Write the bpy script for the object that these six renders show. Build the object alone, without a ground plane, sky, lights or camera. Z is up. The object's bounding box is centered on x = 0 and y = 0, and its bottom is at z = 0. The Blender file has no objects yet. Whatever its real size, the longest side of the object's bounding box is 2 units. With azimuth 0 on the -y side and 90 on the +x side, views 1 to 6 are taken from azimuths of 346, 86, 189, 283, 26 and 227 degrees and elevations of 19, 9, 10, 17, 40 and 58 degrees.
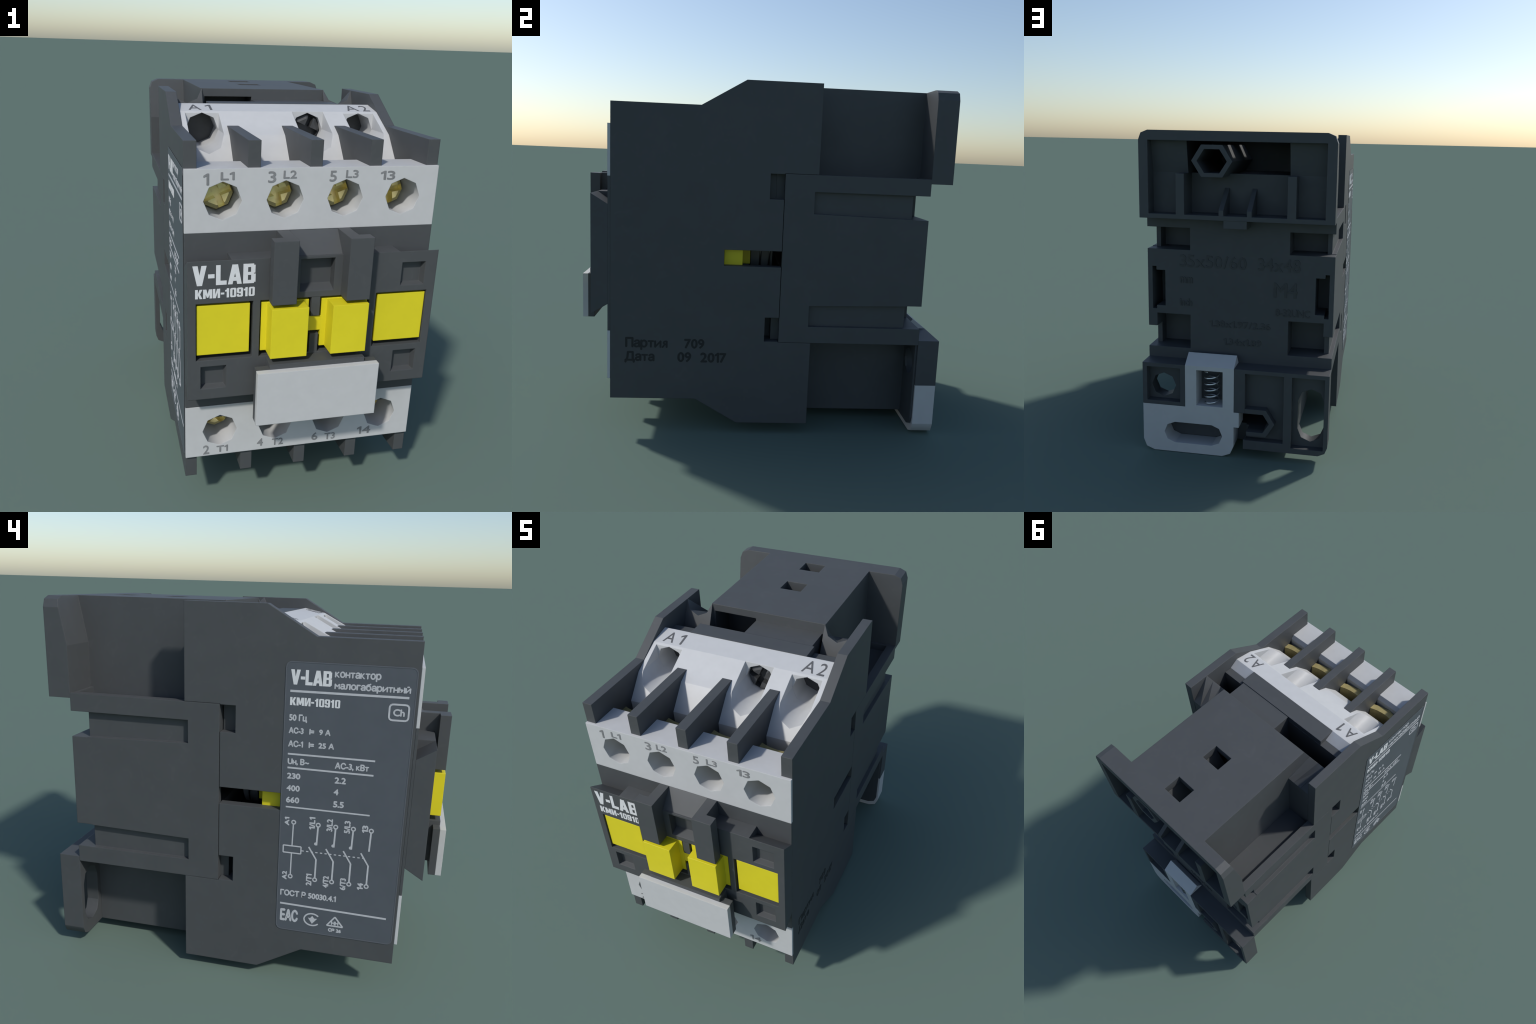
import bpy, bmesh, math
from mathutils import Vector, Matrix

# ------------------------------------------------------------------ frame
W = 0.5555            # half width of the whole device
MID = 0.9815          # height of the mirror plane between upper and lower terminals
scene = bpy.context.scene
col = scene.collection

root = bpy.data.objects.new("electrical_contactor", None)
col.objects.link(root)
root["label"] = "dark grey electrical contactor with white terminals and yellow buttons"
root["category"] = "electrical contactor"

# ------------------------------------------------------------------ materials
def material(name, color, rough=0.5, metal=0.0, vary=0.08, scale=6.0, spec=0.4, grain=0.0, dust=0.0, dust_color=(0.4, 0.4, 0.4), bevel=0.0):
    m = bpy.data.materials.new(name)
    m.use_nodes = True
    nt = m.node_tree
    b = nt.nodes["Principled BSDF"]
    b.inputs["Roughness"].default_value = rough
    b.inputs["Metallic"].default_value = metal
    b.inputs["Specular IOR Level"].default_value = spec
    tc = nt.nodes.new("ShaderNodeTexCoord")
    n1 = nt.nodes.new("ShaderNodeTexNoise")
    n1.inputs["Scale"].default_value = scale
    n1.inputs["Detail"].default_value = 6
    n1.inputs["Roughness"].default_value = 0.65
    nt.links.new(tc.outputs["Object"], n1.inputs["Vector"])
    ramp = nt.nodes.new("ShaderNodeValToRGB")
    lo = [c * (1 - vary) for c in color]
    hi = [min(1, c * (1 + vary)) for c in color]
    ramp.color_ramp.elements[0].position = 0.3
    ramp.color_ramp.elements[1].position = 0.7
    ramp.color_ramp.elements[0].color = (*lo, 1)
    ramp.color_ramp.elements[1].color = (*hi, 1)
    nt.links.new(n1.outputs["Fac"], ramp.inputs["Fac"])
    last = ramp.outputs["Color"]
    if dust > 0:
        n2 = nt.nodes.new("ShaderNodeTexNoise")
        n2.inputs["Scale"].default_value = 14
        n2.inputs["Detail"].default_value = 10
        n2.inputs["Distortion"].default_value = 1.5
        nt.links.new(tc.outputs["Object"], n2.inputs["Vector"])
        r2 = nt.nodes.new("ShaderNodeValToRGB")
        r2.color_ramp.elements[0].position = 0.58
        r2.color_ramp.elements[1].position = 0.8
        r2.color_ramp.elements[0].color = (0, 0, 0, 1)
        r2.color_ramp.elements[1].color = (dust, dust, dust, 1)
        nt.links.new(n2.outputs["Fac"], r2.inputs["Fac"])
        mx = nt.nodes.new("ShaderNodeMix")
        mx.data_type = 'RGBA'
        nt.links.new(r2.outputs["Color"], mx.inputs[0])
        nt.links.new(last, mx.inputs[6])
        mx.inputs[7].default_value = (*dust_color, 1)
        last = mx.outputs[2]
    nt.links.new(last, b.inputs["Base Color"])
    normal = None
    if bevel > 0:
        bv = nt.nodes.new("ShaderNodeBevel")
        bv.samples = 4
        bv.inputs["Radius"].default_value = bevel
        normal = bv.outputs["Normal"]
    if grain > 0:
        n3 = nt.nodes.new("ShaderNodeTexNoise")
        n3.inputs["Scale"].default_value = 220
        n3.inputs["Detail"].default_value = 2
        nt.links.new(tc.outputs["Object"], n3.inputs["Vector"])
        bp = nt.nodes.new("ShaderNodeBump")
        bp.inputs["Strength"].default_value = grain
        bp.inputs["Distance"].default_value = 0.002
        nt.links.new(n3.outputs["Fac"], bp.inputs["Height"])
        if normal:
            nt.links.new(normal, bp.inputs["Normal"])
        normal = bp.outputs["Normal"]
    if normal:
        nt.links.new(normal, b.inputs["Normal"])
    return m

DARK = material("dark_plastic", (0.062, 0.067, 0.071), rough=0.55, vary=0.05, spec=0.35, grain=0.05, dust=0.08, dust_color=(0.16, 0.16, 0.16), bevel=0.004)
BOBBIN = material("bobbin_plastic", (0.45, 0.46, 0.44), rough=0.5, vary=0.05)
WHITE = material("white_plastic", (0.475, 0.484, 0.490), rough=0.5, vary=0.03, scale=18, spec=0.35, grain=0.03, bevel=0.004)
CLIP = material("grey_plastic", (0.49, 0.49, 0.487), rough=0.5, vary=0.03, scale=12, spec=0.35, grain=0.03, bevel=0.004)
YELLOW = material("yellow_plastic", (0.655, 0.575, 0.017), rough=0.45, vary=0.03, scale=9, spec=0.4, bevel=0.004)
BRASS = material("brass", (1.0, 0.82, 0.38), rough=0.30, metal=0.65, vary=0.10, scale=30)  # base colour brightened to carry the sky reflections on the recessed screws
BRASS_DULL = material("dull_brass", (0.42, 0.36, 0.17), rough=0.62, metal=0.7, vary=0.15, scale=30)  # same brass, darkened to hold down the sun glare on the clamps
STEEL = material("steel", (0.70, 0.71, 0.73), rough=0.3, metal=1.0, vary=0.08, scale=30)
BLACK_STEEL = material("blackened_steel", (0.06, 0.062, 0.064), rough=0.4, metal=0.2, vary=0.15, scale=20)
LABEL = material("label_foil", (0.079, 0.090, 0.106), rough=0.42, vary=0.05, spec=0.4, scale=9)
LABEL_EDGE = material("label_edge_foil", (0.095, 0.104, 0.120), rough=0.42, vary=0.05, spec=0.4, scale=9)  # label colour lightened to paint the bright line along the embossed rim
PRINT_WHITE = material("white_print", (0.62, 0.635, 0.65), rough=0.6, vary=0.05, scale=40)
PRINT_GREY = material("grey_print", (0.19, 0.195, 0.20), rough=0.6, vary=0.15, scale=40)
PRINT_DARK = material("dark_grey_print", (0.10, 0.102, 0.106), rough=0.6, vary=0.15, scale=40)
MOULDED = material("moulded_plastic", (0.044, 0.048, 0.051), rough=0.5, vary=0.05, spec=0.4)  # housing plastic darkened so the relief's shadowed outlines show in the colour
PRINT_LABEL = material("label_print", (0.44, 0.455, 0.48), rough=0.6, vary=0.06, scale=40)
PRINT_BLACK = material("black_print", (0.016, 0.018, 0.019), rough=0.7, vary=0.1, scale=40)

# ------------------------------------------------------------------ geometry helpers
def place(axis, p, t):
    a, b = p
    return {'x': (t, a, b), 'y': (a, t, b), 'z': (a, b, t)}[axis]

def loft(axis, pts0, t0, pts1, t1):
    """solid between polygon pts0 at coordinate t0 and pts1 at t1 of one axis"""
    bm = bmesh.new()
    v0 = [bm.verts.new(place(axis, p, t0)) for p in pts0]
    v1 = [bm.verts.new(place(axis, p, t1)) for p in pts1]
    n = len(v0)
    bm.faces.new(v0)
    bm.faces.new(list(reversed(v1)))
    for i in range(n):
        j = (i + 1) % n
        bm.faces.new((v0[j], v0[i], v1[i], v1[j]))
    bmesh.ops.recalc_face_normals(bm, faces=bm.faces)
    me = bpy.data.meshes.new("solid")
    bm.to_mesh(me)
    bm.free()
    return me

def prism(axis, pts, t0, t1):
    return loft(axis, pts, t0, pts, t1)

def box(x0, x1, y0, y1, z0, z1):
    return prism('z', [(x0, y0), (x1, y0), (x1, y1), (x0, y1)], z0, z1)

def ngon(cx, cy, r, n=8, phase=0.0, ry=None):
    ry = r if ry is None else ry
    return [(cx + r * math.cos(phase + 2 * math.pi * i / n), cy + ry * math.sin(phase + 2 * math.pi * i / n)) for i in range(n)]

def obround(cx, cz, hx, hz, r, per=4):
    """octagon-cornered slot with half sizes hx, hz"""
    pts = []
    for q in range(4):
        ox = (hx - r) * (1 if q in (0, 3) else -1)
        oz = (hz - r) * (1 if q in (0, 1) else -1)
        for k in range(3):
            a = q * math.pi / 2 + k * math.pi / 4
            p = (cx + ox + r * math.cos(a), cz + oz + r * math.sin(a))
            if not pts or (abs(p[0] - pts[-1][0]) + abs(p[1] - pts[-1][1])) > 1e-5:
                pts.append(p)
    if abs(pts[0][0] - pts[-1][0]) + abs(pts[0][1] - pts[-1][1]) < 1e-5:
        pts.pop()
    return pts

def mirror_x(me):
    m2 = me.copy()
    m2.transform(Matrix.Diagonal((-1, 1, 1, 1)))
    m2.flip_normals()
    return m2

def flip_z(me):
    m2 = me.copy()
    m2.transform(Matrix.Translation((0, 0, 2 * MID)) @ Matrix.Diagonal((1, 1, -1, 1)))
    m2.flip_normals()
    return m2

def both(me):
    return [me, mirror_x(me)]

def temp(me):
    o = bpy.data.objects.new("helper", me)
    col.objects.link(o)
    return o

def boolean(me, others, op):
    base = temp(me)
    helpers = []
    for other in others:
        h = temp(other)
        helpers.append(h)
        md = base.modifiers.new("b", 'BOOLEAN')
        md.operation = op
        md.solver = 'EXACT'
        md.object = h
    dg = bpy.context.evaluated_depsgraph_get()
    dg.update()
    out = bpy.data.meshes.new_from_object(base.evaluated_get(dg))
    for o in [base] + helpers:
        bpy.data.objects.remove(o)
    return out

def cut(me, *others):
    return boolean(me, others, 'DIFFERENCE')

def union(me, *others):
    return boolean(me, others, 'UNION')

def join(*meshes):
    bm = bmesh.new()
    for me in meshes:
        bm.from_mesh(me)
    out = bpy.data.meshes.new("joined")
    bm.to_mesh(out)
    bm.free()
    return out

def part(name, me, mat, parent=None, smooth=None):
    bm = bmesh.new()
    bm.from_mesh(me)
    bmesh.ops.remove_doubles(bm, verts=bm.verts, dist=1e-5)
    bmesh.ops.dissolve_limit(bm, angle_limit=0.002, verts=bm.verts, edges=bm.edges)
    bm.to_mesh(me)
    bm.free()
    me.materials.clear()
    me.materials.append(mat)
    for p in me.polygons:
        p.use_smooth = smooth is not None
    if smooth is not None:
        me.set_sharp_from_angle(angle=math.radians(smooth))
    me.name = name
    o = bpy.data.objects.new(name, me)
    col.objects.link(o)
    o.parent = parent or root
    return o

def soften_wells(o):
    """shade the octagonal bores along y as round, keep every other edge hard"""
    bm = bmesh.new()
    bm.from_mesh(o.data)
    for f in bm.faces:
        f.smooth = True
    for e in bm.edges:
        d = (e.verts[0].co - e.verts[1].co).normalized()
        ang = e.calc_face_angle(0.0) if len(e.link_faces) == 2 else 0.0
        e.smooth = abs(d.y) > 0.98 and 0.5 < ang < 1.0 and not any(f.calc_area() > 0.2 for f in e.link_faces)
    bm.to_mesh(o.data)
    bm.free()

def helix(cx, cy, cz, r, axis, length, turns, wire, ry=None):
    """coil of round wire along an axis, starting at (cx, cy, cz)"""
    n, k = int(turns * 20), 6
    bm = bmesh.new()
    rings = []
    for i in range(n + 1):
        a = 2 * math.pi * turns * i / n
        ca, sa = math.cos(a), math.sin(a)
        t = length * i / n
        ring = []
        for j in range(k):
            w = 2 * math.pi * j / k
            rr = r + wire * math.cos(w)
            h = t + wire * math.sin(w)
            if axis == 'z':
                v = (cx + rr * ca, cy + rr * sa, cz + h)
            else:
                v = (cx + rr * ca, cy + h, cz + rr * sa)
            ring.append(bm.verts.new(v))
        rings.append(ring)
    for i in range(n):
        for j in range(k):
            bm.faces.new((rings[i][j], rings[i][(j + 1) % k], rings[i + 1][(j + 1) % k], rings[i + 1][j]))
    bm.faces.new(rings[0])
    bm.faces.new(list(reversed(rings[-1])))
    bmesh.ops.recalc_face_normals(bm, faces=bm.faces)
    me = bpy.data.meshes.new("coil")
    bm.to_mesh(me)
    bm.free()
    return me

# ------------------------------------------------------------------ lettering
FACES = {  # origin builder: local (u right, v up, w out) -> world
    'front': lambda u, v, w, d: (u, d - w, v),
    'left': lambda u, v, w, d: (-(d) - w, -u, v),
    'right': lambda u, v, w, d: (d + w, u, v),
    'back': lambda u, v, w, d: (-u, d + w, v),
}

GLYPHS = {}
SMALL_CAPS = {"и": ("N", True, False), "й": ("N", True, True), "я": ("R", True, False), "т": ("T", False, False), "н": ("H", False, False), "к": ("K", False, False), "м": ("M", False, False)}

def glyph(c, bold):
    """one character of the built-in font, one unit high; the figure 1 gets its flag"""
    if (c, bold) in GLYPHS:
        return GLYPHS[c, bold]
    if c == "1":
        w = 0.09 + 2 * bold
        me = prism('z', [(0.19 - w / 2, -bold), (0.19 + w / 2, -bold), (0.19 + w / 2, 0.70 + bold), (0.20 - w / 2, 0.70 + bold), (0.0 - bold, 0.575), (0.0 - bold, 0.475 - bold), (0.19 - w / 2, 0.57 - bold)], -0.01, 0.01)
    elif c in SMALL_CAPS:     # small Cyrillic letters drawn as small capitals
        src, mirrored, bar = SMALL_CAPS[c]
        me = glyph(src, bold).copy()
        me.transform(Matrix.Diagonal((-0.76 if mirrored else 0.76, 0.74, 1, 1)))
        if mirrored:
            me.flip_normals()
        if bar:
            xs = [v.co.x for v in me.vertices]
            m = (min(xs) + max(xs)) / 2
            me = join(me, prism('z', [(m - 0.1, 0.60), (m + 0.1, 0.60), (m + 0.1, 0.67), (m - 0.1, 0.67)], -0.01, 0.01))
    else:
        cu = bpy.data.curves.new("t", 'FONT')
        cu.body = c
        cu.size = 1.0
        cu.extrude = 0.01
        cu.resolution_u = 3
        cu.offset = bold
        o = bpy.data.objects.new("t", cu)
        col.objects.link(o)
        dg = bpy.context.evaluated_depsgraph_get()
        dg.update()
        me = bpy.data.meshes.new_from_object(o.evaluated_get(dg))
        bpy.data.objects.remove(o)
    GLYPHS[c, bold] = me
    return me

def text_mesh(s, bold=0.0, gap=0.075):
    bm = bmesh.new()
    x = 0.0
    for c in s:
        if c == " ":
            x += 0.30
            continue
        me = glyph(c, bold)
        xs = [v.co.x for v in me.vertices]
        m2 = me.copy()
        m2.transform(Matrix.Translation((x - min(xs), 0, 0)))
        bm.from_mesh(m2)
        x += max(xs) - min(xs) + gap
    out = bpy.data.meshes.new("text")
    bm.to_mesh(out)
    bm.free()
    return out

# heavy condensed capitals made of strokes, each glyph on a unit cell with its own width
def bx(a, b, c, d):
    return [(a, c), (b, c), (b, d), (a, d)]
HEAVY = {
    "V": (1.05, [[(0, 1), (0.37, 1), (0.64, 0), (0.32, 0)], [(0.63, 1), (1, 1), (0.68, 0), (0.36, 0)]]),
    "-": (0.50, [bx(0.02, 0.98, 0.36, 0.56)]),
    "L": (0.80, [bx(0, 0.42, 0, 1), bx(0.3, 1, 0, 0.21)]),
    "A": (1.05, [[(0, 0), (0.33, 0), (0.63, 1), (0.30, 1)], [(0.67, 0), (1, 0), (0.70, 1), (0.37, 1)], bx(0.22, 0.78, 0.17, 0.36)]),
    "B": (0.95, [bx(0, 0.38, 0, 1), bx(0.3, 0.85, 0.83, 1), bx(0.3, 0.85, 0.43, 0.58), bx(0.3, 0.88, 0, 0.17), bx(0.62, 0.97, 0.53, 0.93), bx(0.64, 1, 0.06, 0.48)]),
    "К": (1.0, [bx(0, 0.38, 0, 1), [(0.3, 0.40), (0.62, 1), (1, 1), (0.68, 0.50), (0.45, 0.45)], [(0.3, 0.58), (0.66, 0.55), (1, 0), (0.62, 0)]]),
    "М": (1.25, [bx(0, 0.28, 0, 1), bx(0.72, 1, 0, 1), [(0.05, 1), (0.36, 1), (0.60, 0.1), (0.42, 0.1)], [(0.64, 1), (0.95, 1), (0.58, 0.1), (0.40, 0.1)]]),
    "И": (1.0, [bx(0, 0.33, 0, 1), bx(0.67, 1, 0, 1), [(0.2, 0), (0.42, 0), (0.8, 1), (0.58, 1)]]),
    "0": (0.85, [bx(0, 0.37, 0.06, 0.94), bx(0.63, 1, 0.06, 0.94), bx(0.12, 0.88, 0.84, 1), bx(0.12, 0.88, 0, 0.16)]),
    "1": (0.62, [bx(0.38, 0.90, 0, 1), [(0.02, 0.66), (0.5, 0.66), (0.5, 0.96), (0.3, 0.84), (0.02, 0.82)]]),
    "9": (0.85, [bx(0, 0.37, 0.47, 0.94), bx(0.63, 1, 0.06, 0.94), bx(0.12, 0.88, 0.84, 1), bx(0.12, 0.8, 0.38, 0.54), bx(0.12, 0.88, 0, 0.16), bx(0, 0.37, 0.06, 0.28)]),
}

def heavy(s, face, depth, u0, u1, v0, v1, out=0.0012, gap=0.10):
    total = sum(HEAVY[c][0] for c in s) + gap * (len(s) - 1)
    k = (u1 - u0) / total
    x, meshes, n = 0.0, [], 0
    for c in s:
        w, strokes = HEAVY[c]
        for st in strokes:
            n += 1
            pts = [(u0 + (x + px * w) * k, v0 + py * (v1 - v0)) for px, py in st]
            meshes.append(plate_on(face, depth, pts, out + 0.00004 * (n % 7)))
        x += w + gap
    return join(*meshes)

def lettering(s, face, depth, u0, u1, v0, v1, out=0.0012, bold=0.0, turn=False, fat=0.0):
    """text s fitted into the rectangle u0..u1, v0..v1 of a face plane"""
    if fat:      # heavier strokes: shifted copies, each a hair higher than the last
        return join(*[lettering(s, face, depth, u0 + du * fat, u1 + du * fat, v0 + dv * fat, v1 + dv * fat, out + 0.00005 * n, bold, turn)
                      for n, (du, dv) in enumerate(((-1, 0), (1, 0), (0, 1), (0, -1)))])
    me = text_mesh(s, bold)
    xs = [v.co.x for v in me.vertices]
    ys = [v.co.y for v in me.vertices]
    x0, x1, y0, y1 = min(xs), max(xs), min(ys), max(ys)
    f = FACES[face]
    for v in me.vertices:
        a = (v.co.x - x0) / (x1 - x0)
        b = (v.co.y - y0) / (y1 - y0)
        w = out if v.co.z > 0 else -0.002
        if turn:      # reading upwards
            a, b = 1 - b, a
        v.co = f(u0 + (u1 - u0) * a, v0 + (v1 - v0) * b, w, depth)
    bm = bmesh.new()
    bm.from_mesh(me)
    bmesh.ops.recalc_face_normals(bm, faces=bm.faces)
    bm.to_mesh(me)
    bm.free()
    return me

STROKES = [0]

def bar_on(face, depth, p, q, width, out=0.0012):
    """printed line from p to q on a face plane"""
    d = Vector((q[0] - p[0], q[1] - p[1]))
    n = Vector((-d.y, d.x)).normalized() * width / 2
    STROKES[0] += 1       # every stroke a hair higher than its neighbours, so crossings never share a plane
    out += 0.00003 * (STROKES[0] % 11)
    quad = [(p[0] - n.x, p[1] - n.y), (q[0] - n.x, q[1] - n.y), (q[0] + n.x, q[1] + n.y), (p[0] + n.x, p[1] + n.y)]
    return plate_on(face, depth, quad, out)

def plate_on(face, depth, pts, out=0.0012, back=-0.002):
    f = FACES[face]
    bm = bmesh.new()
    lo = [bm.verts.new(f(u, v, back, depth)) for u, v in pts]
    hi = [bm.verts.new(f(u, v, out, depth)) for u, v in pts]
    n = len(pts)
    bm.faces.new(lo)
    bm.faces.new(list(reversed(hi)))
    for i in range(n):
        bm.faces.new((lo[i], lo[(i + 1) % n], hi[(i + 1) % n], hi[i]))
    bmesh.ops.recalc_face_normals(bm, faces=bm.faces)
    me = bpy.data.meshes.new("plate")
    bm.to_mesh(me)
    bm.free()
    return me

def outline_on(face, depth, pts, width, closed=True):
    n = len(pts)
    return join(*[bar_on(face, depth, pts[i], pts[(i + 1) % n], width) for i in range(n if closed else n - 1)])

def printed(name, meshes, mat, parent):
    me = join(*meshes)
    me.materials.clear()
    me.materials.append(mat)
    me.name = name
    o = bpy.data.objects.new(name, me)
    col.objects.link(o)
    o.parent = parent
    return o

# ================================================================== REAR BASE
base = box(-W, W, 0.1075, 0.8845, 0.526, 1.437)
cuts = []
for me in [
    prism('x', [(0.266, 1.347), (0.95, 1.347), (0.95, 1.2155), (0.266, 1.232)], 0.530, 0.70),
    box(0.5025, 0.70, 0.80, 0.95, 1.2165, 1.347),
    box(0.295, 0.5035, 0.718, 0.95, 1.2165, 1.347),
    prism('x', [(0.266, 0.732), (0.95, 0.7465), (0.95, 0.617), (0.266, 0.617)], 0.530, 0.70),
    box(0.5000, 0.72, 0.80, 0.96, 0.6168, 0.7458),
    box(0.295, 0.5015, 0.728, 0.95, 0.617, 0.825),
    prism('y', [(0.528, 1.111), (0.503, 1.111), (0.503, 1.089), (0.449, 1.089), (0.449, 0.873), (0.503, 0.873), (0.503, 0.852), (0.528, 0.852)], 0.716, 0.95),
    box(0.33, 0.503, 0.20, 0.866, 1.392, 1.50),
]:
    cuts += both(me)
cuts.append(box(-0.515, 0.515, 0.05, 0.26, 0.925, 1.04))
base_body = part("base_body", cut(base, *cuts), DARK)

# coil housing with rear flange
housing = prism('x', [(0.147, 1.375), (0.870, 1.375), (0.870, 1.415), (0.95, 1.415), (0.95, 1.902), (0.147, 1.902)], -0.342, 0.342)
flange = prism('y', [(-W, 1.412), (W, 1.412), (W, 1.848), (0.541, 1.886), (0.502, 1.902), (-0.502, 1.902), (-0.541, 1.886), (-W, 1.848)], 0.8845, 1.0)
flange = cut(flange, prism('x', [(0.8844, 1.669), (0.9325, 1.915), (0.86, 1.915), (0.86, 1.669)], -0.70, -0.3415))
h = union(housing, flange)
hcuts = both(box(0.341, 0.502, 0.913, 1.1, 1.438, 1.668)) + both(prism('x', [(0.9125, 1.667), (0.946, 1.847), (1.1, 1.847), (1.1, 1.667)], 0.2925, 0.502))
hcuts += [
    box(-0.2925, 0.2925, 0.852, 1.1, 1.438, 1.667),
    box(-0.2930, 0.2930, 0.42, 1.1, 1.666, 1.8465),
    box(-0.0645, 0.0645, 0.4690, 0.5750, 1.80, 2.0),
    box(-0.0645, 0.0645, 0.7585, 0.8670, 1.80, 2.0),
    box(-0.325, -0.068, 0.10, 0.30, 1.50, 1.861),
]
coil_housing = part("coil_housing", cut(h, *hcuts), DARK)

gusset = prism('x', [(0.849, 1.43), (0.849, 1.587), (0.9995, 1.469), (0.9995, 1.43)], 0.067, 0.094)
for me in both(gusset):
    part("gusset", me, DARK, coil_housing)
part("latch_tab", box(-0.0665, 0.0665, 0.87, 0.9985, 1.368, 1.425), DARK, coil_housing)
hexo = [(0.1335 + a, 1.739 + b) for a, b in [(0.1165, 0), (0.06, 0.0885), (-0.06, 0.0885), (-0.1165, 0), (-0.06, -0.0885), (0.06, -0.0885)]]
hexi = [(0.1335 + a, 1.7385 + b) for a, b in [(0.0855, 0), (0.043, 0.065), (-0.043, 0.065), (-0.0855, 0), (-0.043, -0.065), (0.043, -0.065)]]
part("hexagonal_sleeve", cut(prism('y', hexo, 0.462, 0.9995), prism('y', hexi, 0.47, 1.1)), DARK, coil_housing)

# notched webs beside the coil housing, top and bottom
def web_y(z):          # the front face of the web leans forward towards its foot
    return 0.147 - (1.902 - z) * 0.474
rim = [(0.338, 1.729), (0.338, 1.905)] + [(0.422 - 0.0775 * math.cos(math.pi * k / 4), 1.905 - 0.0765 * math.sin(math.pi * k / 4)) for k in range(1, 4)] + [(0.5035, 1.903), (0.5035, 1.729)]
back_edge = [(0.338, 1.729), (0.338, 1.768), (0.345, 1.768), (0.385, 1.768), (0.440, 1.768), (0.5035, 1.768), (0.5035, 1.729)]
web = loft('y', rim, 0.0, back_edge, 0.2820)
for v in web.vertices:
    if v.co.y < 0.1:
        v.co.y = web_y(v.co.z)
web_foot = box(0.338, 0.5035, 0.0650, 0.2815, 1.30, 1.7295)
for me in both(web):
    part("notched_web", me, DARK, coil_housing)
part("web_foot", web_foot, DARK, coil_housing)
part("web_foot", box(-0.5035, -0.338, 0.148, 0.2815, 1.30, 1.7295), DARK, coil_housing)
part("web_foot", box(0.338, 0.5035, 0.065, 0.2815, 0.195, 0.663), DARK, coil_housing)
part("web_foot", box(-0.5035, -0.338, 0.065, 0.2815, 0.30, 0.663), DARK, coil_housing)

# lower housing
nut_bore = [(-0.002, 0.283), (-0.175, 0.283), (-0.211, 0.228), (-0.174, 0.170), (-0.002, 0.170)]
part("lower_housing", cut(box(-0.342, 0.342, 0.147, 0.884, 0.0615, 0.60), prism('y', nut_bore, 0.70, 1.1)), DARK)

# ------------------------------------------------------------------ mounting foot
H1 = (0.4405, 0.4015, 0.0745)
H2 = (-0.4505, 0.2855, 0.0765, 0.1625, 0.0765)
foot = union(
    box(0.2945, W, 0.8838, 1.0, 0.294, 0.551),
    prism('y', [(0.30, 0.551), (0.30, 0.5), (-0.002, 0.5), (-0.002, 0.283), (-0.058, 0.283), (-0.058, 0.06), (-0.502, 0.06), (-0.541, 0.078), (-W, 0.115), (-W, 0.551)], 0.8838, 1.0),
)
foot = cut(
    foot,
    box(-0.0015, 0.2946, 0.8845, 1.1, 0.2, 0.60),
    box(0.325, 0.529, 0.951, 1.1, 0.317, 0.527),
    prism('y', ngon(H1[0], H1[1], H1[2]), 0.7, 1.1),
    box(-0.5305, -0.3420, 0.953, 1.1, 0.0925, 0.5265),
    prism('y', obround(*H2), 0.7, 1.1),
    box(-0.2945, -0.0670, 0.950, 1.1, 0.1155, 0.5265),
    prism('y', [(0.05, 0.283), (-0.175, 0.283), (-0.211, 0.228), (-0.174, 0.170), (0.05, 0.170)], 0.80, 1.1),
    box(-0.0765, 0.05, 0.905, 1.1, 0.1195, 0.284),
)
mounting_foot = part("mounting_foot", foot, DARK)
soften_wells(mounting_foot)
part("nut_pocket", prism('y', [(-0.060, 0.3115), (-0.192, 0.3115), (-0.244, 0.228), (-0.194, 0.146), (-0.0765, 0.146), (-0.0765, 0.1700), (-0.174, 0.1700), (-0.211, 0.228), (-0.175, 0.2835), (-0.060, 0.2835)], 0.948, 0.9993), DARK, mounting_foot)
part("backing_plate", cut(prism('y', [(-0.0562, 0.50), (-0.0562, 0.0615), (0.02, 0.0615), (0.05, 0.044), (0.486, 0.044), (0.530, 0.062), (0.5435, 0.10), (0.5435, 0.53), (0.3, 0.53), (0.3, 0.50)], 0.872, 0.8836),
    prism('y', ngon(H1[0], H1[1], H1[2]), 0.7, 1.1), prism('y', nut_bore, 0.70, 1.1)), DARK, mounting_foot)


# ------------------------------------------------------------------ rail clip (grey slider)
clip = union(
    prism('y', [(0.2940, 0.5510), (0.2940, 0.2935), (W, 0.2935), (W, 0.067), (0.537, 0.02), (0.488, 0.0), (0.068, 0.0), (0.019, 0.02), (-0.001, 0.068), (-0.001, 0.189), (-0.032, 0.19), (-0.032, 0.2825), (-0.001, 0.2825), (-0.001, 0.5510)], 0.8850, 1.0),
    prism('x', [(1.0, 0.551), (0.9245, 0.6075), (0.8850, 0.5525), (0.8850, 0.50), (1.0, 0.50)], -0.001, 0.2940),
)
clip = cut(clip, box(0.0665, 0.2255, 0.888, 1.1, 0.3075, 0.5260), prism('y', obround(0.246, 0.1245, 0.178, 0.0655, 0.0655), 0.80, 1.1))
rail_clip = part("rail_clip", clip, CLIP)
soften_wells(rail_clip)
part("clip_window_floor", box(0.060, 0.232, 0.8862, 0.8885, 0.30, 0.534), DARK, rail_clip)
part("coil_spring", helix(0.1455, 0.944, 0.312, 0.0415, 'z', 0.20, 5.2, 0.0045), STEEL, rail_clip, smooth=60)

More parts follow.
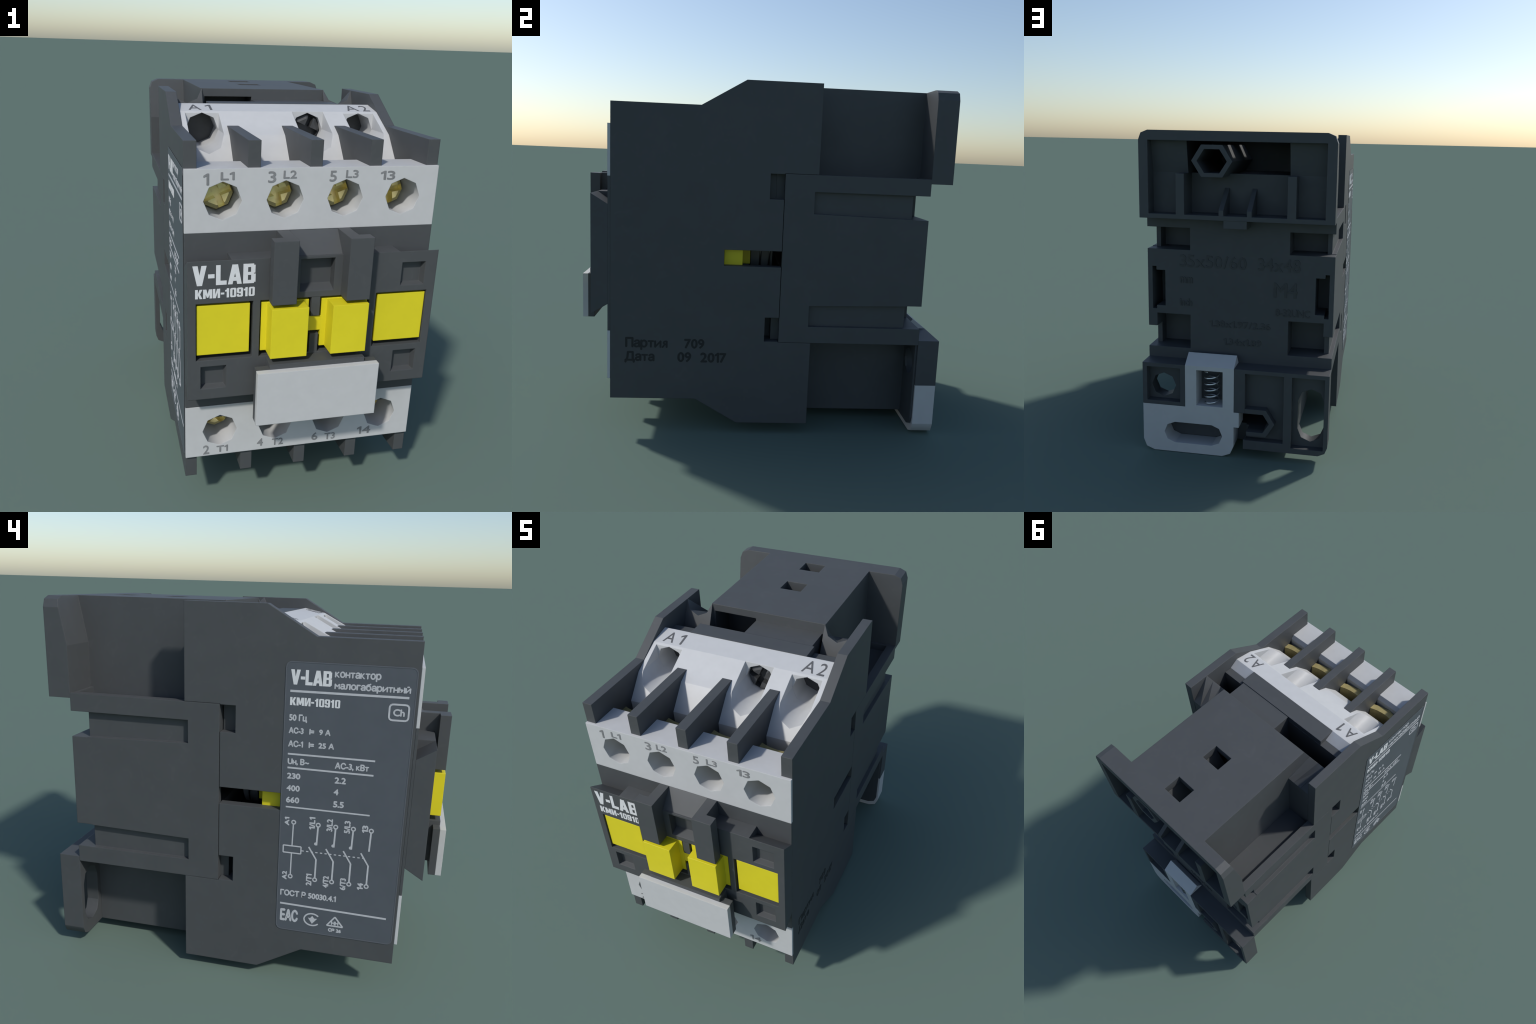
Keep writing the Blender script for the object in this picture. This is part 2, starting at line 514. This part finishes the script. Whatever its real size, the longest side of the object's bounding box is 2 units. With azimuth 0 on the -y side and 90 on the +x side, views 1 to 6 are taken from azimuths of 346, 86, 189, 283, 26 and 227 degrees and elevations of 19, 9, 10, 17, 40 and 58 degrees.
# ================================================================== FRONT HOUSING
wall_profile = [(-0.795, 1.7675), (-0.337, 1.7675), (-0.109, 1.902), (0.2825, 1.902), (0.2825, 1.4385), (0.1045, 1.4385), (0.1045, 0.5245), (0.2825, 0.5245), (0.2825, 0.061), (-0.109, 0.061), (-0.337, 0.1955), (-0.795, 0.1955)]
wall = cut(
    prism('x', wall_profile, 0.5025, W),
    box(0.490, 0.7, 0.029, 0.2, 1.302, 1.4345),
    box(0.440, 0.7, 0.029, 0.2, 0.529, 0.6625),
    box(0.40, 0.7, -0.200, 0.2, 0.940, 1.027),
)
for me in both(wall):
    part("side_wall", me, DARK)

core = cut(
    union(box(-0.5020, 0.5020, -0.7948, 0.0995, 0.50, 1.36),
          box(-0.5020, 0.5020, -0.0485, 0.0, 1.30, 1.8105),
          box(-0.5020, 0.5020, -0.0485, 0.0, 0.1525, 0.60)),
    box(-0.60, 0.60, -0.205, 0.2, 0.80, 1.20),
    box(-0.49, 0.45, 0.004, 0.2, 1.19, 1.40),
    *both(box(0.4995, 0.7, 0.0285, 0.2, 1.3015, 1.4345)),
    *both(box(0.440, 0.7, 0.0285, 0.2, 0.5285, 0.6630)),
)
core_body = part("core_body", core, DARK)
part("front_frame", box(-W, W, -0.8090, -0.7955, 0.5720, 1.3910), DARK)

# ledge bar at the coil slot
part("ledge_bar", box(-0.3395, 0.3395, -0.1095, -0.002, 1.70, 1.8495), DARK)
part("ledge_bar", box(-0.0685, 0.325, -0.004, 0.152, 1.36, 1.8460), DARK)
part("slot_floor", box(-0.250, -0.066, -0.004, 0.1465, 1.34, 1.60), DARK)
for me in both(box(0.44, 0.5008, 0.0215, 0.1030, 1.295, 1.4445)):
    part("slot_backing", me, DARK)

# contact carrier and return spring seen through the side slot
carrier = join(box(-0.508, 0.508, -0.1995, -0.101, 0.936, 1.031), box(-0.38, 0.38, -0.102, -0.056, 0.925, 1.04))
part("contact_carrier", carrier, YELLOW)
bobbin = prism('y', ngon(0, MID, 0.20, 24), -0.045, 0.080)
part("bobbin", bobbin, BOBBIN, smooth=40)
part("return_spring", helix(0, -0.04, MID, 0.215, 'y', 0.13, 2.5, 0.005), STEEL, smooth=60)

# divider fins between the terminals, top and bottom
fin = box(-0.0268, 0.0268, -0.795, -0.30, 1.34, 1.7675)
fin = cut(fin, prism('x', [(-0.337, 1.80), (-0.337, 1.7675), (-0.25, 1.70), (-0.25, 1.80)], -0.1, 0.1))
fin_low = flip_z(fin)
for x in (-0.2655, 0.0, 0.2655):
    for me in (fin, fin_low):
        m2 = me.copy()
        m2.transform(Matrix.Translation((x, 0, 0)))
        part("divider_fin", m2, DARK)

# ------------------------------------------------------------------ white terminal covers
BAYS = (-0.397, -0.1325, 0.1325, 0.397)
front_block = union(
    prism('x', [(-0.81, 1.3915), (-0.81, 1.657), (-0.648, 1.657), (-0.627, 1.632), (-0.627, 1.3915)], -0.5020, 0.5020),
    box(-W, W, -0.81, -0.7953, 1.3915, 1.657),
)
front_block = cut(front_block, *[prism('y', ngon(x, 1.5245, 0.080), -0.9, -0.5) for x in BAYS])

ramp = prism('x', [(-0.0490, 1.40), (-0.0490, 1.811), (-0.109, 1.8475), (-0.228, 1.8225), (-0.40, 1.731), (-0.505, 1.6105), (-0.505, 1.40)], -0.5018, 0.5018)
def channel(cx, yback):
    o = ngon(cx, 1.737, 0.080)
    low = [p for p in o if p[1] <= 1.738]
    low.sort(key=lambda p: p[0])
    return prism('y', [(cx - 0.080, 1.95)] + low + [(cx + 0.080, 1.95)], -0.70, yback)
ramp_cuts = []
for cx, yb in ((-0.397, -0.241), (0.1325, -0.2285), (0.397, -0.241)):
    ramp_cuts += [channel(cx, yb), prism('y', ngon(cx, 1.737, 0.0795), -0.70, -0.06)]
ramp_top = cut(ramp, *ramp_cuts)

upper_cover = part("terminal_cover", front_block, WHITE)
soften_wells(part("sloped_cover", ramp_top, WHITE, upper_cover))
lower_cover = part("terminal_cover", flip_z(front_block), WHITE)
soften_wells(upper_cover)
soften_wells(lower_cover)
part("sloped_cover", flip_z(ramp), WHITE, lower_cover)

# ------------------------------------------------------------------ screws and clamps
def cross_screw(cx, cz, y, r, turn, slot, depth, length):
    """octagonal head with a cross recess, facing -y"""
    head = loft('y', ngon(cx, cz, r * 0.66), y - 0.018, ngon(cx, cz, r * 0.88), y - 0.009)
    head = union(head, loft('y', ngon(cx, cz, r * 0.88), y - 0.0095, ngon(cx, cz, r), y + 0.012), prism('y', ngon(cx, cz, r), y + 0.0115, y + length))
    tools = []
    for k in range(2):
        a = turn + k * math.pi / 2
        ca, sa = math.cos(a), math.sin(a)
        hw, hl = slot, r * 0.82
        pts = [(cx + u * ca - v * sa, cz + u * sa + v * ca) for u, v in ((-hl, -hw), (hl, -hw), (hl, hw), (-hl, hw))]
        tools.append(prism('y', pts, y - 0.05, y + depth))
    return cut(head, *tools)

turns = (1.95, 1.80, 0.35, 0.15)
for i, x in enumerate(BAYS):
    part("terminal_screw", cross_screw(x, 1.5245, -0.654, 0.0785, turns[i], 0.0145, 0.026, 0.045), BRASS, upper_cover)
    part("terminal_screw", flip_z(cross_screw(x, 1.5245, -0.654, 0.0785, turns[(i + 2) % 4] + 0.5, 0.0145, 0.026, 0.045)), BRASS, lower_cover)
    bend = [(-0.1045 + 0.209 * k / 8, 0.022 * ((k - 4) / 4) ** 2) for k in range(9)]
    clamp = prism('z', [(x + u, -0.618 + b) for u, b in bend] + [(x + u, -0.577 + b) for u, b in reversed(bend)], 1.40, 1.605)
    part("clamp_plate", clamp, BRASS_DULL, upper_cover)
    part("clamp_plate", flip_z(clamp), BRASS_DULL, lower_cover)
part("coil_screw", cross_screw(0.1325, 1.737, -0.205, 0.0785, 1.18, 0.0150, 0.030, 0.07), BLACK_STEEL, upper_cover)
for x in (-0.397, 0.397):
    part("blind_plug", prism('y', ngon(x, 1.737, 0.0785), -0.110, -0.062), BLACK_STEEL, upper_cover)

# ================================================================== FRONT PANEL
panel = box(-W, W, -0.8960, -0.8085, 0.663, 1.300)
pc = []
for me in [
    prism('x', [(-0.8961, 1.3005), (-0.80, 1.2415), (-0.80, 1.40), (-0.8961, 1.40)], 0.373, 0.70),
    prism('x', [(-0.8961, 0.6625), (-0.80, 0.7215), (-0.80, 0.50), (-0.8961, 0.50)], 0.300, 0.70),
]:
    pc += both(me)
pc += both(box(0.277, 0.520, -0.95, -0.8110, 0.851, 1.113))
pc += [box(-0.2465, 0.2465, -0.95, -0.8110, 0.851, 1.113)]
def dimple(x0, x1, z0, z1, depth, t):
    a = [(x0, z0), (x1, z0), (x1, z1), (x0, z1)]
    b = [(x0 + t, z0 + t), (x1 - t, z0 + t), (x1 - t, z1 - t), (x0 + t, z1 - t)]
    return loft('y', a, -0.8962, b, depth)
for d in (dimple(0.388, 0.500, 1.141, 1.249, -0.866, 0.008), dimple(0.388, 0.500, 0.7135, 0.8215, -0.866, 0.008), dimple(-0.500, -0.388, 0.7135, 0.8215, -0.866, 0.008)):
    pc.append(d)
# the wedge between the two guide posts
panel = union(panel, prism('x', [(-0.8955, 1.20), (-0.8955, 1.2885), (-0.8080, 1.3915), (-0.8080, 1.20)], -0.1105, 0.1105))
pc.append(loft('y', [(-0.0755, 1.1405), (0.0755, 1.1405), (0.0755, 1.2875), (-0.0755, 1.2875)], -0.8965, [(-0.0755, 1.160), (0.0755, 1.160), (0.0755, 1.280), (-0.0755, 1.280)], -0.848))
front_panel = part("front_panel", cut(panel, *pc), DARK)
for z0, z1 in ((1.0245, 1.14), (0.83, 0.9395)):
    part("divider_post", box(-0.0195, 0.0195, -0.8955, -0.82, z0, z1), DARK, front_panel)

# guide posts
post = union(box(0.110, 0.2145, -0.968, -0.9150, 1.1165, 1.391), box(0.110, 0.1635, -0.93, -0.808, 1.1165, 1.391))
for me in both(post):
    part("guide_post", me, DARK, front_panel)

# yellow inserts and actuator
for me in both(box(0.2895, 0.5165, -0.8885, -0.825, 0.8745, 1.1015)):
    part("indicator_window", me, YELLOW, front_panel)
slide = union(box(0.029, 0.2400, -0.8885, -0.845, 0.8745, 1.1015), box(0.0540, 0.2145, -0.9700, -0.87, 0.8730, 1.0985))
slide2 = mirror_x(slide)
act = union(slide, slide2, box(-0.04, 0.04, -0.8875, -0.846, 0.9515, 1.0195))
part("actuator_slide", act, YELLOW, front_panel)

# marking plate with its holder
part("holder_block", box(-0.2145, 0.2145, -0.9720, -0.8950, 0.62, 0.8450), DARK, front_panel)
holder = part("marking_holder", box(-0.2740, 0.2740, -0.9700, -0.9360, 0.570, 0.8235), DARK, front_panel)
part("marking_plate", box(-0.2740, 0.2740, -1.0, -0.9705, 0.570, 0.8220), WHITE, holder)

# ================================================================== WRITING
F = lambda s, *a, **k: lettering(s, 'front', *a, **k)
printed("brand_lettering", [heavy("V-LAB", 'front', -0.896, -0.534, -0.271, 1.194, 1.280)], PRINT_WHITE, front_panel)
printed("type_lettering", [heavy("КМИ-10910", 'front', -0.896, -0.523, -0.273, 1.1365, 1.177)], PRINT_WHITE, front_panel)

up = []
for s, u0, u1, v0, v1 in [("1", -0.476, -0.455, 1.592, 1.638), ("L1", -0.406, -0.351, 1.612, 1.643), ("3", -0.209, -0.177, 1.597, 1.643), ("L2", -0.144, -0.089, 1.6135, 1.645),
                          ("5", 0.057, 0.086, 1.597, 1.641), ("L3", 0.129, 0.183, 1.611, 1.643), ("13", 0.287, 0.352, 1.600, 1.637)]:
    up.append(F(s, -0.81, u0, u1, v0, v1, fat=0.0012))
printed("terminal_lettering", up, PRINT_GREY, upper_cover)
lo = []
for s, u0, u1, v0, v1 in [("2", -0.474, -0.447, 0.316, 0.362), ("T1", -0.411, -0.359, 0.320, 0.353), ("4", -0.217, -0.190, 0.327, 0.366), ("T2", -0.144, -0.090, 0.322, 0.357),
                          ("6", 0.055, 0.083, 0.323, 0.363), ("T3", 0.121, 0.173, 0.318, 0.353), ("14", 0.289, 0.358, 0.327, 0.367)]:
    lo.append(F(s, -0.81, u0, u1, v0, v1, fat=0.0012))
printed("terminal_lettering", lo, PRINT_GREY, lower_cover)

# A1 and A2 on the slope at the crest of the sloped cover
def on_crest(s, x0, x1, y0, y1):
    me = text_mesh(s, 0.0)
    xs = [v.co.x for v in me.vertices]
    ys = [v.co.y for v in me.vertices]
    a0, a1, b0, b1 = min(xs), max(xs), min(ys), max(ys)
    for v in me.vertices:
        x = x0 + (x1 - x0) * (v.co.x - a0) / (a1 - a0)
        y = y0 + (y1 - y0) * (v.co.y - b0) / (b1 - b0)
        z = 1.8225 + (y + 0.228) * (1.8475 - 1.8225) / 0.119
        v.co = (x, y, z + (0.0012 if v.co.z > 0 else -0.002))
    return me
printed("coil_lettering", [on_crest("A", -0.456, -0.394, -0.212, -0.135), on_crest("1", -0.370, -0.341, -0.212, -0.135), on_crest("A", 0.351, 0.415, -0.214, -0.132), on_crest("2", 0.433, 0.473, -0.218, -0.132)], PRINT_DARK, upper_cover)

# batch marking on the right hand wall
R = lambda s, u0, u1, v0, v1: lettering(s, 'right', W, u0, u1, v0, v1, fat=0.0026, out=0.0010)
printed("batch_lettering", [R("Партия", -0.713, -0.492, 0.470, 0.536), R("709", -0.399, -0.295, 0.483, 0.533), R("Дата", -0.716, -0.561, 0.398, 0.458), R("09", -0.434, -0.364, 0.406, 0.458), R("2017", -0.311, -0.174, 0.406, 0.458)], PRINT_BLACK, root)

# moulded figures on the rear face
B = lambda s, x0, x1, v0, v1: lettering(s, 'back', 0.8845, -x0, -x1, v0, v1, out=0.0032, fat=0.0008)
printed("moulded_lettering", [B("35x50/60", 0.358, -0.042, 1.116, 1.188), B("34x48", -0.112, -0.358, 1.116, 1.190), B("mm", 0.356, 0.282, 1.020, 1.055), B("inch", 0.357, 0.286, 0.881, 0.925),
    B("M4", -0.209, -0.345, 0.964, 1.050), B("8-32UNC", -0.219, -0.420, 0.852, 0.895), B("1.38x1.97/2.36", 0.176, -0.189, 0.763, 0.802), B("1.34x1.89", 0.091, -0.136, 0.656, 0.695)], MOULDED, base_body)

# ------------------------------------------------------------------ rating label on the left hand wall (u = -y)
def rounded(u0, u1, v0, v1, r, n=5):
    pts = []
    for cx, cy, a0 in ((u1 - r, v1 - r, 0), (u0 + r, v1 - r, 90), (u0 + r, v0 + r, 180), (u1 - r, v0 + r, 270)):
        for k in range(n + 1):
            a = math.radians(a0 + 90 * k / n)
            pts.append((cx + r * math.cos(a), cy + r * math.sin(a)))
    return pts
rating = printed("rating_label", [plate_on('left', W, rounded(0.203, 0.784, 0.299, 1.656, 0.028), out=0.0016)], LABEL, root)
LW = W + 0.0016
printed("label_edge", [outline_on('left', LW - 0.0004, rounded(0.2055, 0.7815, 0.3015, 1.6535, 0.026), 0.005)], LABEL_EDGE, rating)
T = lambda s, u0, u1, v0, v1, **k: lettering(s, 'left', LW, u0, u1, v0, v1, out=0.0009, **{'fat': 0.0016, **k})
ln = lambda p, q, w=0.006: bar_on('left', LW, p, q, w, 0.0009)
pr = [
    T("контактор", 0.426, 0.626, 1.586, 1.620), T("малогабаритный", 0.427, 0.757, 1.535, 1.574),
    ln((0.227, 1.521), (0.754, 1.523), 0.010),
    outline_on('left', LW, rounded(0.674, 0.758, 1.420, 1.491, 0.014, 3), 0.008), T("Ch", 0.692, 0.740, 1.440, 1.470),
    T("50 Гц", 0.228, 0.309, 1.379, 1.414), T("АС-3", 0.229, 0.296, 1.325, 1.352), T("I=", 0.325, 0.345, 1.326, 1.350), T("9 А", 0.370, 0.420, 1.327, 1.352),
    T("АС-1", 0.229, 0.296, 1.261, 1.289), T("I=", 0.325, 0.347, 1.262, 1.287), T("25 А", 0.370, 0.440, 1.264, 1.289),
    ln((0.228, 1.225), (0.631, 1.225), 0.008), T("Uн, В~", 0.230, 0.329, 1.172, 1.204), T("АС-3, кВт", 0.452, 0.605, 1.170, 1.203), ln((0.229, 1.158), (0.629, 1.156), 0.008),
    T("230", 0.230, 0.291, 1.105, 1.131), T("2.2", 0.455, 0.505, 1.103, 1.131), T("400", 0.230, 0.291, 1.044, 1.071), T("4", 0.454, 0.474, 1.046, 1.073), T("660", 0.230, 0.291, 0.985, 1.012), T("5.5", 0.455, 0.503, 0.985, 1.013),
    ln((0.229, 0.962), (0.627, 0.961), 0.007),
    T("ГОСТ Р 50030.4.1", 0.221, 0.497, 0.492, 0.522), ln((0.221, 0.446), (0.746, 0.437), 0.009),
    T("ЕАС", 0.226, 0.312, 0.351, 0.414, fat=0.003),
]
ring = lambda u, v, r=0.0095: outline_on('left', LW, ngon(u, v, r, 10), 0.006)
# coil branch of the wiring diagram
pr += [ring(0.271, 0.886), ln((0.270, 0.876), (0.268, 0.764)), outline_on('left', LW, [(0.225, 0.762), (0.313, 0.762), (0.313, 0.725), (0.225, 0.725)], 0.006), ln((0.267, 0.724), (0.266, 0.609)), ring(0.266, 0.599),
       T("A1", 0.228, 0.248, 0.868, 0.908, turn=True), T("A2", 0.226, 0.247, 0.580, 0.622, turn=True)]
# four contacts
for k, (a, b) in enumerate((("1/L1", "2/T1"), ("3/L2", "4/T2"), ("5/L3", "6/T3"), ("13", "14"))):
    u = 0.390 + 0.0835 * k
    half = 0.030 if k < 3 else 0.017
    pr += [ring(u, 0.885), ln((u, 0.876), (u - 0.003, 0.780), 0.008), ln((u - 0.040, 0.767), (u - 0.001, 0.705), 0.007), ln((u - 0.001, 0.706), (u - 0.002, 0.606), 0.008), ring(u - 0.002, 0.597),
           T(a, u - 0.042, u - 0.016, 0.891 - half, 0.891 + half, turn=True), T(b, u - 0.044, u - 0.018, 0.593 - half, 0.593 + half, turn=True)]
    if k < 3:
        pr.append(plate_on('left', LW, ngon(u - 0.007, 0.787, 0.008, 8), 0.0014))
u = 0.316
while u < 0.610:
    pr.append(ln((u, 0.742), (u + 0.011, 0.742), 0.005))
    u += 0.0225
# certification marks: open ring with a sprout, triangle with small letters
pr.append(outline_on('left', LW, [(0.386 + 0.040 * math.cos(math.radians(a)), 0.376 + 0.033 * math.sin(math.radians(a))) for a in range(40, 321, 20)], 0.007, closed=False))
pr += [plate_on('left', LW, [(0.366, 0.384), (0.377, 0.383), (0.387, 0.397), (0.397, 0.383), (0.412, 0.384), (0.387, 0.353)], 0.0009)]
pr += [outline_on('left', LW, [(0.500, 0.408), (0.461, 0.357), (0.541, 0.357)], 0.007), T("НН", 0.484, 0.518, 0.364, 0.382), T("СР 26", 0.471, 0.533, 0.325, 0.342)]
printed("rating_lettering", pr, PRINT_LABEL, rating)
printed("brand_lettering", [heavy("V-LAB", 'left', LW, 0.227, 0.413, 1.551, 1.619, out=0.0009, gap=0.03), heavy("КМИ-10910", 'left', LW, 0.228, 0.456, 1.456, 1.493, out=0.0009)], PRINT_WHITE, rating)
